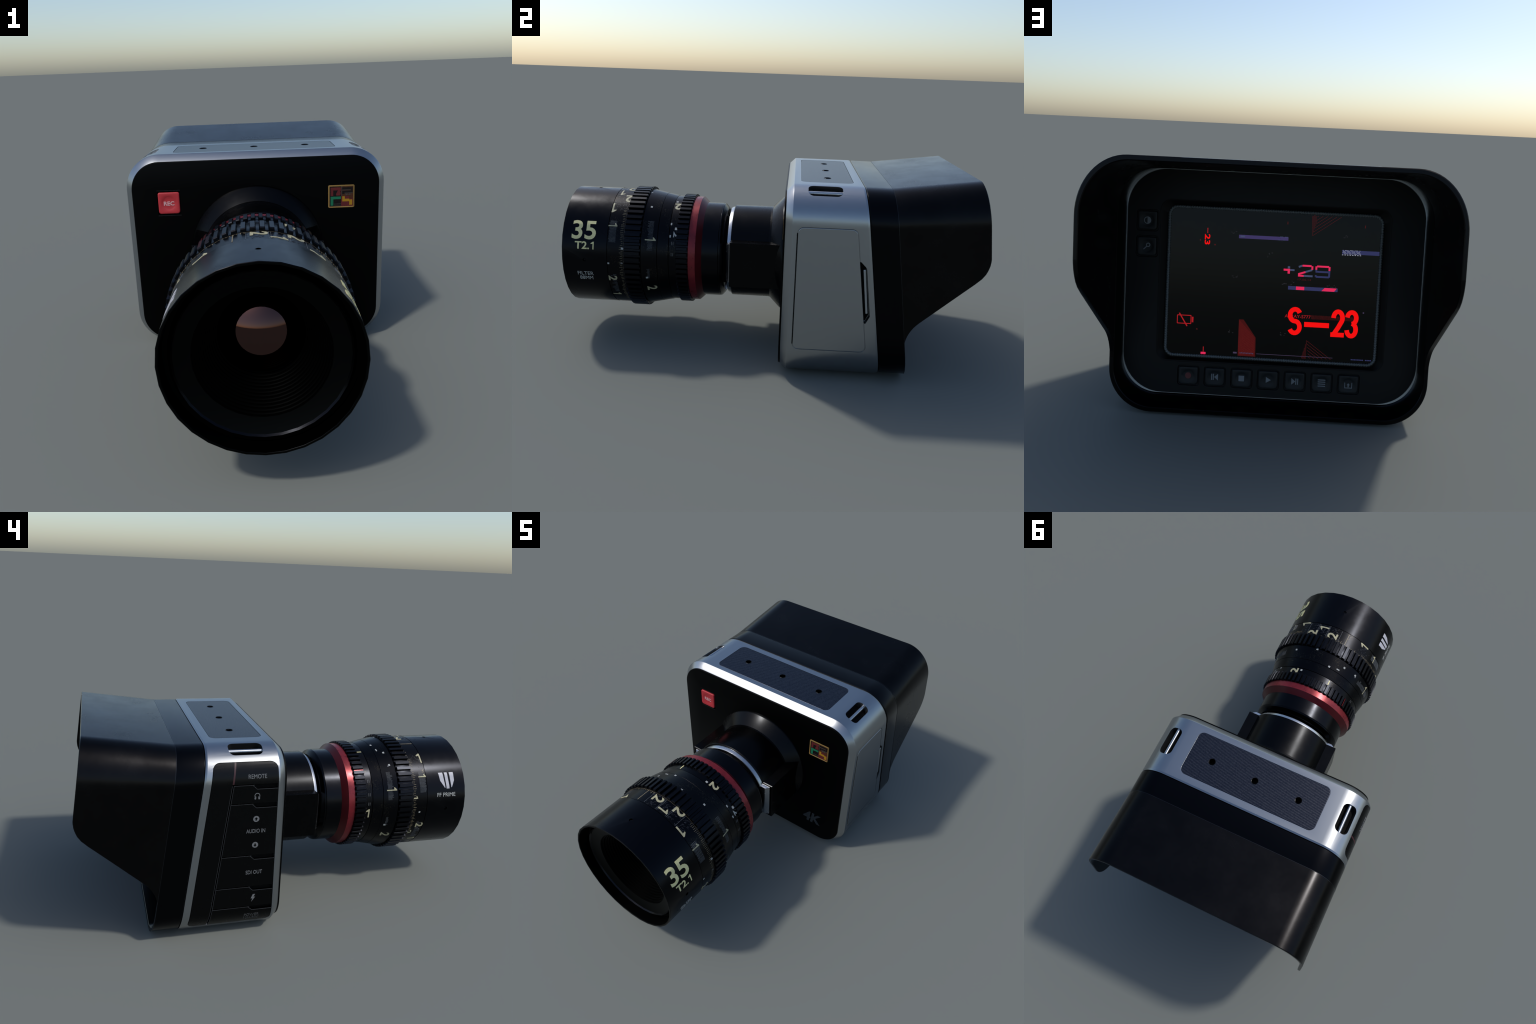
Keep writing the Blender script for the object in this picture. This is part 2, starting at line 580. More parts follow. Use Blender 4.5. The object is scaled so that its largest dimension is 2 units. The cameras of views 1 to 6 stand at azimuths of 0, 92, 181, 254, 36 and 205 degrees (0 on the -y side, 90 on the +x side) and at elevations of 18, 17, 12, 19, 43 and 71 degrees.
# base plate underneath, unseen and added as the lowest part
patch("base_plate", rpoly(rect(0, 0.300, 0.732, 0.250), 0.032, 7), lambda a, b, t: (a, b, t), 0.0, 0.010, M_TOP, body, bev=0.0012)

# strap bars in the corner slots
for sg in (1, -1):
    fm = corner_map(sg)
    n = 14
    ring = lambda y, r: [fm(y, r * cos(2 * pi * k / n), -0.018 + r * sin(2 * pi * k / n)) for k in range(n)]
    loft("strap_bar", [ring(SLOT_Y - SLOT_L / 2 - 0.004, 0.0095), ring(SLOT_Y + SLOT_L / 2 + 0.004, 0.0095)], M_SILVER, body)
    patch("slot_floor", rpoly(rect(SLOT_Y, 0, SLOT_L - 0.002, SLOT_W - 0.002), 0.026, 8), fm, -0.0447, -0.036, M_DARK, body)

# card door on the right
door = patch("card_door", rpoly([(0.160, 0.1655), (0.4955, 0.1655), (0.4175, 0.7395), (0.160, 0.7395)], 0.0265, 7),
             RIGHT, -0.0048, 0.0006, M_METAL, body, bev=0.0030)
patch("door_gap_strip", stroke((0.1575, 0.190), (0.1575, 0.713), 0.0040), RIGHT, -0.004, 0.0006, M_DARK, body)  # dark strip laid along the door's front joint, standing in for an open gap
patch("finger_slot_lip", rpoly(stroke((0.4605, 0.560), (0.4855, 0.352), 0.0115), 0.004, 4), RIGHT, -0.030, -0.0045, M_METAL_IN, body, bev=0.003)
patch("finger_slot_floor", rpoly([(0.472, 0.309), (0.483, 0.309), (0.499, 0.342), (0.469, 0.567), (0.443, 0.594), (0.433, 0.594)], 0.002, 3), RIGHT, -0.0347, -0.0337, M_DARK, body)

# ----------------------------------------------------------------------------
# port panel on the left
# ----------------------------------------------------------------------------
panel = patch("port_panel", side_outline(0.1425, C_BODY - 0.032, S_BOT + 0.001, S_TOP - 0.001, 0.033), LEFT, -0.0178, -0.0150,
              M_DARK, body, cut_b=0.015)
C_LINE = 0.4475            # the long groove: y = C_LINE - TILT*s
YF, R_IN = 0.1430, 0.032
lineY = lambda s: C_LINE - TILT * s
patch("port_panel_strip", rpoly([(lineY(S_BOT) + 0.004, S_BOT + 0.0015), (back_y(S_BOT, C_BODY - 0.0335), S_BOT + 0.0015),
      (back_y(S_TOP, C_BODY - 0.0335), S_TOP - 0.0015), (lineY(S_TOP) + 0.004, S_TOP - 0.0015)], [0.001, R_IN, R_IN, 0.001], 7),
      LEFT, -0.0147, -0.0006, M_PORT, panel, bev=0.0010, cut_b=0.015)
SEAMS = [S_TOP, 0.753, 0.666, 0.417, 0.260, 0.157, S_BOT]
G = 0.0018
for i in range(6):
    hi, lo = SEAMS[i], SEAMS[i + 1]
    pts, rr = [], []
    def add(y, s, r=0.0006):
        pts.append((y, s)); rr.append(r)
    add(YF, lo + G, R_IN if i == 5 else 0.0006)
    add(lineY(lo) - 0.0035, lo + G)
    add(lineY(hi) - 0.0035, hi - G)
    if i == 0:
        add(YF, hi - G, R_IN)
    else:            # notch under the seam: finger grip of the cover
        add(0.257, hi - G); add(0.237, hi - 0.0205); add(YF, hi - 0.0205)
    patch("port_cover", rpoly(pts, rr, 6), LEFT, -0.0147, -0.0006, M_PORT, panel, bev=0.0010, cut_b=0.015)
    if i > 0:
        patch("cover_edge_highlight", stroke((0.250, hi - G - 0.001), (lineY(hi) - 0.004, hi - G - 0.001), 0.0016), LEFT, -0.002, -0.0002, M_SEAM, panel)  # pale strips painting in the highlights along seam and notch edges
        patch("cover_edge_highlight", stroke((0.2575, hi - G - 0.0005), (0.2375, hi - 0.0208), 0.0016), LEFT, -0.002, -0.0002, M_SEAM, panel)
        patch("cover_edge_highlight", stroke((0.2375, hi - 0.0212), (YF + 0.001, hi - 0.0212), 0.0016), LEFT, -0.002, -0.0002, M_SEAM, panel)
def slant_strip(s0, s1, off, w):
    return [(lineY(s0) + off - w / 2, s0), (lineY(s0) + off + w / 2, s0), (lineY(s1) + off + w / 2, s1), (lineY(s1) + off - w / 2, s1)]
patch("red_line", slant_strip(0.757, S_TOP - 0.002, 0, 0.009), LEFT, -0.004, -0.0009, M_REDLINE, panel, cut_b=0.015)
patch("groove_line", [slant_strip(S_BOT + 0.004, 0.751, 0.0042, 0.0013), slant_strip(S_BOT + 0.004, 0.751, -0.0036, 0.0013)],
      LEFT, -0.004, -0.0003, M_SEAM, panel, cut_b=0.015)

def left_at(y0, s0):
    return lambda a, b, t: LEFT(y0 - a, s0 + b, t - 0.0006)
LX = 0.2355
text("port_label", "REMOTE", left_at(LX, 0.789), 0.081, 0.0185, M_LABEL, panel, bold=0.0)
text("port_label", "AUDIO IN", left_at(LX, 0.536), 0.086, 0.0185, M_LABEL, panel, bold=0.003)
text("port_label", "SDI OUT", left_at(LX, 0.333), 0.076, 0.0185, M_LABEL, panel, bold=0.003)
text("port_label", "POWER", left_at(LX, 0.106), 0.071, 0.0165, M_LABELD, panel, bold=0.0)
text("port_label", "12V-30V", left_at(LX, 0.084), 0.071, 0.0165, M_LABELD, panel, bold=0.0)
# headphones
arcp = [(0.0125 * cos(radians(a)), 0.0125 * sin(radians(a)) + 0.002) for a in range(0, 181, 15)]
arcq = [(0.0095 * cos(radians(a)), 0.0095 * sin(radians(a)) + 0.002) for a in range(180, -1, -15)]
patch("headphone_symbol", [arcp + [(-0.0125, -0.006), (-0.0095, -0.006)] + arcq + [(0.0095, -0.006), (0.0125, -0.006)],
      rpoly(rect(0.0085, -0.008, 0.0075, 0.014), 0.003, 3), rpoly(rect(-0.0085, -0.008, 0.0075, 0.014), 0.003, 3)],
      left_at(LX, 0.700), 0, 0.0012, M_LABEL, panel)
for zc, up in ((0.593, 1), (0.468, -1)):
    patch("audio_symbol", disc(0, 0, 0.0140), left_at(LX, zc), 0, 0.0010, M_LABEL, panel)
    k = up
    patch("arrow_symbol", [(-0.003, -0.007 * k), (0.003, -0.007 * k), (0.003, 0.0), (0.0075, 0.0), (0, 0.0085 * k), (-0.0075, 0.0), (-0.003, 0.0)],
          left_at(LX, zc), 0, 0.0018, M_PORT, panel)
patch("bolt_symbol", [(0.000, 0.018), (0.011, 0.018), (0.003, 0.004), (0.011, 0.004), (-0.006, -0.020), (-0.001, -0.003), (-0.009, -0.003)],
      left_at(LX, 0.201), 0, 0.0012, M_LABEL, panel)

# ----------------------------------------------------------------------------
# front plate, record button, emblem, mark
# ----------------------------------------------------------------------------
PF = 0.0955
plate = loft("front_plate", [
    [(x, Y_FRONT + 0.006, z) for x, z in rrect_profile(0.5495, 0.0295, Z1 - 0.0285, 0.126, 14)],
    [(x, PF + 0.004, z) for x, z in rrect_profile(0.5495, 0.0295, Z1 - 0.0285, 0.126, 14)],
    [(x, PF + 0.0012, z) for x, z in rrect_profile(0.5483, 0.0307, Z1 - 0.0297, 0.125, 14)],
    [(x, PF, z) for x, z in rrect_profile(0.5455, 0.0335, Z1 - 0.0325, 0.122, 14)],
], M_PLATE, camera, smooth=50)
FR = front(PF)
cut(plate, [cutter("c", rpoly(rect(-0.387, 0.690, 0.104, 0.110), 0.010, 5), FR, -0.007, 0.01)], 50)
patch("button_rim", [rpoly(rect(-0.387, 0.6335, 0.104, 0.0035), 0.0015, 3), rpoly(rect(-0.387, 0.7465, 0.104, 0.003), 0.0013, 3)],
      FR, -0.003, 0.001, M_PANEL, plate)
rec = key_button("record_button", FR, -0.387, 0.690, 0.095, 0.096, 0.0045, 0.008, 0.012, 0.0030, M_RECRED, plate)
text("record_label", "REC", lambda a, b, t: FR(-0.387 + a, 0.6885 + b, t + 0.0014), 0.047, 0.019, M_RECTXT, rec, bold=0.03, t1=0.0010)
text("resolution_mark", "4K", lambda a, b, t: FR(0.377 + a, 0.170 + b, t), 0.118, 0.078, M_FOURK, plate, bold=0.035, italic=0.12)

# emblem: gold frame, four coloured fields
EX, EZ, EW, EH = 0.381, 0.6915, 0.117, 0.102
def em(a, b):
    """Emblem coordinates, 0..1 across and up."""
    return (EX - EW / 2 + a * EW, EZ - EH / 2 + b * EH)
def erect(a0, b0, a1, b1):
    return [em(a0, b0), em(a1, b0), em(a1, b1), em(a0, b1)]
emb = patch("emblem", rpoly(erect(0, 0, 1, 1), 0.006, 5), FR, -0.002, 0.0030, M_GOLD, plate, bev=0.0012)
cut(emb, [cutter("c", rpoly(erect(.05, .055, .95, .945), 0.003, 4), FR, 0.0012, 0.01)])
def ep(nm, outs, m, t=0.0022):
    patch(nm, [[em(*p) for p in o] for o in outs], FR, 0.0008, t, m, emb)
def er(a0, b0, a1, b1):
    return [(a0, b0), (a1, b0), (a1, b1), (a0, b1)]
ep("emblem_field", [er(.052, .06, .49, .94)], M_EMBLACK, 0.0018)
ep("emblem_field", [er(.49, .06, .948, .50)], M_EMRED, 0.0019)
ep("emblem_field", [er(.49, .50, .948, .94)], M_EMBRICK, 0.0018)
ep("emblem_letter", [[(.09, .53), (.19, .53), (.19, .77), (.37, .77), (.30, .62), (.30, .54), (.46, .54), (.48, .66), (.45, .70), (.48, .76), (.48, .90), (.09, .90)]], M_EMRED)
ep("emblem_letter", [er(.53, .80, .86, .90), er(.86, .66, .93, .90), er(.53, .66, .86, .745), er(.53, .60, .62, .66)], M_EMBLACK)
ep("emblem_stripe", [er(.51, .765, .84, .79), er(.62, .63, .93, .655), er(.66, .55, .74, .61), er(.78, .55, .84, .61), er(.50, .52, .525, .94)], M_EMGREY, 0.0024)
ep("emblem_letter", [er(.09, .38, .48, .495), er(.09, .10, .195, .38)], M_EMGREEN)
ep("emblem_stripe", [er(.22, .155, .48, .175), er(.22, .085, .48, .10)], M_EMGREY, 0.0021)
ep("emblem_letter", [er(.535, .27, .63, .50), er(.63, .27, .80, .385), er(.80, .11, .915, .345)], M_EMYELLOW)
ep("emblem_field", [er(.80, .40, .93, .50), er(.72, .52, .93, .54)], M_EMBRICK, 0.0023)

# ----------------------------------------------------------------------------
# hood: mounting band, then the flared shade with its cut-away lower sides
# ----------------------------------------------------------------------------
TH = 0.014
ZS = [0.02 * k for k in range(1, 45)] + [0.205, 0.215, 0.225, 0.232, 0.25, 0.27, 0.29, 0.31, 0.33, 0.53, 0.545, 0.555, 0.565, 0.575, 0.59, 0.605, 0.615, 0.63, 0.635]
ZS = sorted(set(round(z, 4) for z in ZS if 0.175 < z < 0.735))
B0 = 0.009
def band_ring(c, inset, low=None):
    low = inset if low is None else low
    return [(x, c - TILT * z, z) for x, z in rrect_profile(HW + 0.0005 - inset, B0 + low, Z1 - 0.0015 - inset, RC - inset * 0.8, 14)]
rings = [band_ring(C_BODY + 0.0025, 0.003), band_ring(C_BODY + 0.0055, 0.0), band_ring(C_CREASE - 0.0015, 0.0),
         band_ring(C_CREASE + 0.001, 0.0006), band_ring(C_CREASE + 0.001, TH - 0.001), band_ring(C_CREASE - 0.001, TH + 0.001),
         band_ring(C_BODY + 0.030, 0.0215, 0.027), band_ring(C_BODY + 0.0025, 0.0215, 0.027)]
n = len(rings[0])
vs = [p for r in rings for p in r]
fs = []
for k in range(len(rings)):
    l = (k + 1) % len(rings)
    for i in range(n):
        j = (i + 1) % n
        fs.append((k * n + i, k * n + j, l * n + j, l * n + i))
band = finish(raw_mesh("hood_band", vs, fs), "hood_band", camera, M_HOOD_IN, 30)

seam = [band_ring(C_CREASE - 0.0010, 0.0015), band_ring(C_CREASE - 0.0008, -0.0005), band_ring(C_CREASE + 0.0014, -0.0005), band_ring(C_CREASE + 0.0016, 0.0015)]
n = len(seam[0])
finish(raw_mesh("hood_seam", [p for q in seam for p in q],
       [(k * n + i, k * n + (i + 1) % n, ((k + 1) % 4) * n + (i + 1) % n, ((k + 1) % 4) * n + i) for k in range(4) for i in range(n)]),
       "hood_seam", band, mat("worn_black_edge", (0.030, 0.032, 0.036), 0.30, 1.0), 40)
EDGE = [(0.0, None), (0.222, 0.667), (0.24, 0.6705), (0.26, 0.677), (0.28, 0.687), (0.30, 0.7005), (0.318, 0.717), (0.52, 0.946),
        (0.545, 0.9715), (0.565, 0.985), (0.585, 0.9935), (0.605, 0.9985), (0.63, 1.0008)]
def edge_y(z):
    """Rear outline of the hood in side view."""
    if z >= 0.63:
        return C_EDGE - TILT * z
    if z <= 0.222:
        return C_CREASE - TILT * z + 0.0012
    for (za, ya), (zb, yb) in zip(EDGE[1:], EDGE[2:]):
        if za <= z <= zb:
            return ya + (yb - ya) * (z - za) / (zb - za)
    return 1.0
FLARE = 0.0495
def hood_pt(x, z, f, inset):
    yc = C_CREASE + 0.0012 - TILT * z
    w = min(1.0, max(0.0, (z - 0.60) / 0.30))
    full = 0.385
    ye = edge_y(z + FLARE * w * 0.98)
    y = yc + (ye - yc) * f
    zz = z + FLARE * w * (y - yc) / full
    return (x, y, zz)
def hood_prof(inset):
    p = rrect_profile(HW + 0.0005 - inset, B0 + inset, Z1 - 0.0015 - inset, RC - inset * 0.6, 16, ZS)
    i0 = next(i for i, q in enumerate(p) if q[0] > 0.3 and abs(q[1] - 0.20) < 1e-3)
    i1 = max(i for i, q in enumerate(p) if q[0] < -0.3 and abs(q[1] - 0.20) < 1e-3)
    return p[i0:i1 + 1]
po, pi_ = hood_prof(0.0), hood_prof(TH)
po2, pi2 = hood_prof(0.0025), hood_prof(TH - 0.0025)
n = len(po)
F = [0, 0.15, 0.3, 0.45, 0.6, 0.75, 0.9]
loops = [[hood_pt(x, z, f, 0) for x, z in po] for f in F]
loops.append([hood_pt(x, z, 0.993, 0) for x, z in po])
loops.append([hood_pt(x, z, 1.0, 0) for x, z in po2])
loops.append([hood_pt(x, z, 1.0, 0) for x, z in pi2])
loops.append([hood_pt(x, z, 0.993, 0) for x, z in pi_])
loops += [[hood_pt(x, z, f, 0) for x, z in pi_] for f in reversed(F)]
vs = [p for r in loops for p in r]
fs = []
m = len(loops)
for k in range(m):
    l = (k + 1) % m
    for i in range(n - 1):
        fs.append((k * n + i, k * n + i + 1, l * n + i + 1, l * n + i))
fs.append(tuple(k * n for k in range(m)))
fs.append(tuple(k * n + n - 1 for k in range(m)))
hood = finish(raw_mesh("viewing_hood", vs, fs), "viewing_hood", camera, M_HOOD, 30)

# ----------------------------------------------------------------------------
# rear panel, screen, buttons
# ----------------------------------------------------------------------------
RM = rear(C_BODY + 0.0075)
PCX, PCZ = 0.0, 0.4515
def rr(w, h, cz, r, seg=10):
    return rpoly(rect(0, cz, w, h), r, seg)
RP = rear(C_BODY + 0.0195)       # the key border stands proud of the screen
BX = [-0.3040, -0.2027, -0.1013, 0.0, 0.1013, 0.2027, 0.3040]
BZ, SX, SZ = 0.1078, -0.4785, (0.6835, 0.5872)
rear_panel = patch("rear_panel", rr(1.112, 0.843, 0.4575, 0.146, 14), RP, -0.0190, 0.006, M_PANEL, camera)
cut(rear_panel, [cutter("c", rr(0.858, 0.604, 0.4635, 0.042), RP, -0.0135, 0.02)] +
    [cutter("c", rpoly(rect(a, BZ, 0.083, 0.077), 0.012, 5), RP, -0.0005, 0.02) for a in BX] +
    [cutter("c", rpoly(rect(SX, z, 0.083, 0.079), 0.012, 5), RP, -0.0005, 0.02) for z in SZ])
bevel(rear_panel, 0.0015)
def seal(hw, hh, r, t):
    return [RP(a, b, t) for a, b in rpoly(rect(0, 0.4575, 2 * hw, 2 * hh), r, 14)]
sealrings = [seal(0.5570, 0.4210, 0.132, 0.0050), seal(0.5555, 0.4195, 0.132, 0.0080), seal(0.5543, 0.4183, 0.148, 0.0080), seal(0.5538, 0.4178, 0.149, 0.0050)]
nn = len(sealrings[0])
finish(raw_mesh("panel_seal", [p for q in sealrings for p in q],
       [(k * nn + i, k * nn + (i + 1) % nn, ((k + 1) % 4) * nn + (i + 1) % nn, ((k + 1) % 4) * nn + i) for k in range(4) for i in range(nn)]),
       "panel_seal", rear_panel, M_METAL_IN, 40)
bez = loft("screen_bezel", [[fm(a, b, t) for a, b in rr(w, h, cz, r)] for fm, w, h, cz, r, t in
      ((RP, 0.862, 0.608, 0.4635, 0.044, -0.013), (RP, 0.862, 0.608, 0.4635, 0.044, 0.0068), (RP, 0.858, 0.604, 0.4635, 0.041, 0.0072),
       (RP, 0.852, 0.598, 0.4635, 0.040, 0.0060), (RM, 0.812, 0.574, 0.4570, 0.034, -0.0005))],
      M_BEZEL, rear_panel, smooth=40)
screen = patch("display_screen", rr(0.790, 0.552, 0.4585, 0.026), RM, -0.001, 0.0002, M_SCREEN, rear_panel)

# twisted-cord seal round the screen
path = rr(0.797, 0.559, 0.4585, 0.030, 40)
pts = []
for i in range(len(path)):
    p, q = Vector(path[i]), Vector(path[(i + 1) % len(path)])
    k = max(1, int((q - p).length / 0.0016))
    for s in range(k):
        pts.append(p.lerp(q, s / k))
tot = len(pts)
vs, fs = [], []
K = 8
acc = 0.0
length = sum((pts[(i + 1) % tot] - pts[i]).length for i in range(tot))
turns = round(length / 0.0185)
for i in range(tot):
    d = (pts[(i + 1) % tot] - pts[i - 1]).normalized()
    nn = Vector((d.y, -d.x))
    ph = 2 * pi * turns * acc / length
    acc += (pts[(i + 1) % tot] - pts[i]).length
    for k in range(K):
        th = 2 * pi * k / K
        r = 0.0052 * (1 + 0.20 * cos(2 * (th - ph)))
        c = pts[i] + nn * r * cos(th)
        vs.append(RM(c.x, c.y, 0.0018 + r * sin(th)))
for i in range(tot):
    j = (i + 1) % tot
    for k in range(K):
        l = (k + 1) % K
        fs.append((i * K + k, i * K + l, j * K + l, j * K + k))
finish(raw_mesh("screen_cord", vs, fs), "screen_cord", rear_panel, M_ROPE, 60)

# buttons: a = -x
keys = [key_button("control_button", RP, a, BZ, 0.074, 0.068, 0.011, 0.006, 0.014, 0.003, M_BUTTON, rear_panel) for a in BX]
skeys = [key_button("control_button", RP, SX, z, 0.073, 0.070, 0.011, 0.006, 0.012, 0.003, M_BUTTON, rear_panel) for z in SZ]
def sym(parent, cx, cz, outs, m=M_SYMBOL, nm="button_symbol", t=0.0):
    fm = lambda a, b, tt: RP(cx + a, cz + b, tt + 0.0079)
    patch(nm, outs, fm, 0, 0.0012 + t, m, parent)
sz = BZ
sym(keys[0], BX[0], sz, [disc(0, 0, 0.0115)], M_SYMRED)
sym(keys[1], BX[1], sz, [rect(-0.0115, 0, 0.0035, 0.023), rect(-0.0050, 0, 0.004, 0.023), [(-0.002, 0), (0.0125, -0.0125), (0.0125, 0.0125)]])
sym(keys[2], BX[2], sz, [rect(0, 0, 0.021, 0.021)])
sym(keys[3], BX[3], sz, [[(-0.008, -0.011), (0.011, 0), (-0.008, 0.011)]])
sym(keys[4], BX[4], sz, [[(-0.0125, -0.0125), (0.002, 0), (-0.0125, 0.0125)], rect(0.0045, 0, 0.004, 0.023), rect(0.0115, 0, 0.0035, 0.023)])
sym(keys[5], BX[5], sz, [rect(0, k * 0.0078, 0.028, 0.0036) for k in (-1.5, -0.5, 0.5, 1.5)])
sym(keys[6], BX[6], sz - 0.003, [rect(0, -0.0100, 0.029, 0.0028), rect(-0.0132, 0.0005, 0.0026, 0.0190), rect(0.0132, 0.0005, 0.0026, 0.0190),
     [(-0.0022, -0.007), (0.0022, -0.007), (0.0022, 0.001), (0.006, 0.001), (0, 0.008), (-0.006, 0.001), (-0.0022, 0.001)]])
sym(skeys[0], SX, SZ[0], [disc(0, 0, 0.0135)])
sym(skeys[0], SX, SZ[0], [[(-0.0105 * sin(radians(a)), 0.0105 * cos(radians(a))) for a in range(0, 181, 15)]], M_BUTTON, t=0.0006)
ringo = [(0.005 + 0.0075 * cos(radians(a)), 0.005 + 0.0075 * sin(radians(a))) for a in range(225, 585, 20)]
sym(skeys[1], SX, SZ[1], [disc(0.005, 0.005, 0.0080, 20), stroke((-0.0005, -0.0005), (-0.012, -0.012), 0.0035)])
sym(skeys[1], SX, SZ[1], [disc(0.005, 0.005, 0.0048, 20)], M_BUTTON, t=0.0006)

# picture elements on the display; coordinates a = -x, b = height on the screen
def dm(t):
    return lambda a, b, tt: RM(a, b, t + tt)
def graphic(nm, outs, m, lv=1, kind=None):
    patch(nm, outs, dm(0.0002 + 0.0003 * lv), -0.0003, 0, m, screen, kind=kind)
def gtext(s, cx, cz, w, h, m, lv=1, rot=False, bold=0.0, spacing=1.0):
    me = text_flat(s, w, h, bold, spacing)
    for v in me.vertices:
        if rot:
            v.co.x, v.co.y = v.co.y, -v.co.x
        v.co.x += cx; v.co.y += cz
    patch("display_text", None, dm(0.0002 + 0.0003 * lv), -0.0003, 0, m, screen, flat=me)
    bpy.data.meshes.remove(me)

def ribbon(pts, w):
    """Outline of a stroke of width w along a smooth centre line."""
    P = [Vector(p) for p in pts]
    L, R = [], []
    for i, p in enumerate(P):
        d = (P[min(i + 1, len(P) - 1)] - P[max(i - 1, 0)]).normalized()
        nrm = Vector((-d.y, d.x)) * w / 2
        L.append(tuple(p + nrm)); R.append(tuple(p - nrm))
    return L + R[::-1]
def arc_pts(cx, cy, rx, ry, a0, a1, n=16):
    return [(cx + rx * cos(radians(a0 + (a1 - a0) * k / n)), cy + ry * sin(radians(a0 + (a1 - a0) * k / n))) for k in range(n + 1)]
SW = 0.0172
def glyph_box(cx, cz, w, h):
    w, h = w - SW, h - SW
    return lambda p: [(cx + (x - 0.5) * w, cz + (y - 0.5) * h) for x, y in p]
bS = glyph_box(0.090, 0.3315, 0.055, 0.107)
graphic("display_glyph", [ribbon(bS(arc_pts(.5, .75, .5, .25, 25, 270) + arc_pts(.5, .25, .5, .25, 90, -155)[1:]), SW)], G_RED, 4)
graphic("display_dash", [rect(0.173, 0.321, 0.094, 0.0185)], G_RED, 4)
b2 = glyph_box(0.2525, 0.332, 0.051, 0.105)
graphic("display_glyph", [ribbon(b2(arc_pts(.5, .72, .5, .28, 180, -25) + [(0.55, 0.30), (0.12, 0.03)]), SW)], G_RED, 4)
graphic("display_glyph", [rect(0.2525, 0.332 - 0.0525 + SW / 2, 0.051, SW)], G_RED, 5)
b3 = glyph_box(0.3045, 0.331, 0.051, 0.107)
graphic("display_glyph", [ribbon(b3(arc_pts(.5, .755, .5, .245, 175, -88)), SW)], G_RED, 4)
graphic("display_glyph", [ribbon(b3(arc_pts(.5, .265, .5, .265, 88, -175)), SW)], G_RED, 5)
gtext("ARRAY-S777", 0.100, 0.3495, 0.098, 0.012, G_REDMID, 3)
graphic("display_ticks", [rect(0.152 + 0.0042 * k, 0.3495, 0.0022, 0.015) for k in range(39)], G_REDDARK, 2, "stuff")

def pluspart(outs, m):
    graphic("display_plus", outs, m, 2)
pluspart([rect(0.049, 0.523, 0.022, 0.0075), rect(0.0575, 0.518, 0.0085, 0.018)], G_PINK)
pluspart([rect(0.0705, 0.523, 0.017, 0.0065), rect(0.0575, 0.5325, 0.0085, 0.008)], G_SLATE)
# 29: squarish stroked digits, pink and slate portions
def dig(o, m, lv=2):
    graphic("display_digit", o, m, lv)
w6 = 0.0068
dig([stroke((0.108, 0.5415), (0.142, 0.5415), w6), stroke((0.1455, 0.541), (0.1455, 0.528), w6)], G_PINK)
dig([stroke((0.0945, 0.536), (0.1075, 0.5415), w6), stroke((0.1455, 0.527), (0.120, 0.518), w6), stroke((0.114, 0.5035), (0.148, 0.5035), w6)], G_SLATE)
dig([stroke((0.120, 0.518), (0.0965, 0.510), w6), stroke((0.0965, 0.5125), (0.0965, 0.5005), w6), stroke((0.0935, 0.5035), (0.114, 0.5035), w6)], G_PINK)
dig([stroke((0.163, 0.5415), (0.208, 0.5415), w6), stroke((0.1605, 0.5415), (0.1605, 0.529), w6), stroke((0.2100, 0.5415), (0.2100, 0.527), w6)], G_PINK)
dig([stroke((0.1605, 0.529), (0.1605, 0.5235), w6), stroke((0.158, 0.5215), (0.2095, 0.5215), w6), stroke((0.2100, 0.527), (0.2100, 0.502), w6), stroke((0.160, 0.5025), (0.2095, 0.5025), w6), stroke((0.1595, 0.5085), (0.1595, 0.5025), w6)], G_BLUE)
gtext("17.06.14", 0.118, 0.489, 0.050, 0.0065, G_REDDIM, 2)
# bars
graphic("display_bar", [rect(0.1515, 0.456, 0.187, 0.0135)], G_BLUE, 1)
graphic("display_bar", [rect(0.1035, 0.456, 0.031, 0.0125), [(0.184, 0.4498), (0.232, 0.4498), (0.241, 0.4622), (0.196, 0.4622)]], G_PINK, 2)
graphic("display_bar", [rect(-0.043, 0.638, 0.186, 0.0130)], G_VIOLET, 1)
graphic("display_speck", [rect(0.015 + 0.006 * k, 0.6445 - 0.012 * (k % 3 == 0), 0.0055, 0.0018) for k in range(6)] + [rect(-0.122, 0.639, 0.016, 0.005)], G_SLATE, 2, "stuff")
graphic("display_bar", [rect(0.3235, 0.6000, 0.139, 0.0150)], G_BLUE, 1)
graphic("display_speck", [rect(0.257 + 0.0045 * i + 0.002 * (j % 2), 0.6065 - 0.0042 * j, 0.0023, 0.0021)
         for i in range(15) for j in range(4) if (i * 5 + j * 3) % 4 != 1], G_PALE, 2, "stuff")
graphic("display_speck", [rect(0.256 + 0.0095 * i, 0.5895, 0.0050, 0.0026) for i in range(8)], G_PALE, 2, "stuff")
# rotated readouts
graphic("display_tick", [rect(-0.2545, 0.6545, 0.0028, 0.019)], G_REDMID, 1)
gtext("23", -0.2545, 0.6215, 0.039, 0.0205, G_RED, 1, rot=True, bold=0.02)
graphic("display_tick", [rect(-0.2535, 0.205, 0.0028, 0.020)], G_REDMID, 1)
gtext("1", -0.2535, 0.1905, 0.008, 0.019, G_PINK, 1, rot=True, bold=0.03)
graphic("display_dot", [rect(-0.281, 0.618, 0.004, 0.006), rect(-0.225, 0.603, 0.006, 0.005), rect(-0.281, 0.281, 0.005, 0.005), rect(0.045, 0.697, 0.003, 0.010), rect(0.335, 0.697, 0.003, 0.010)], G_REDDIM, 1)
graphic("display_dot", [rect(0.347, 0.376, 0.005, 0.005)], G_LINE, 1)
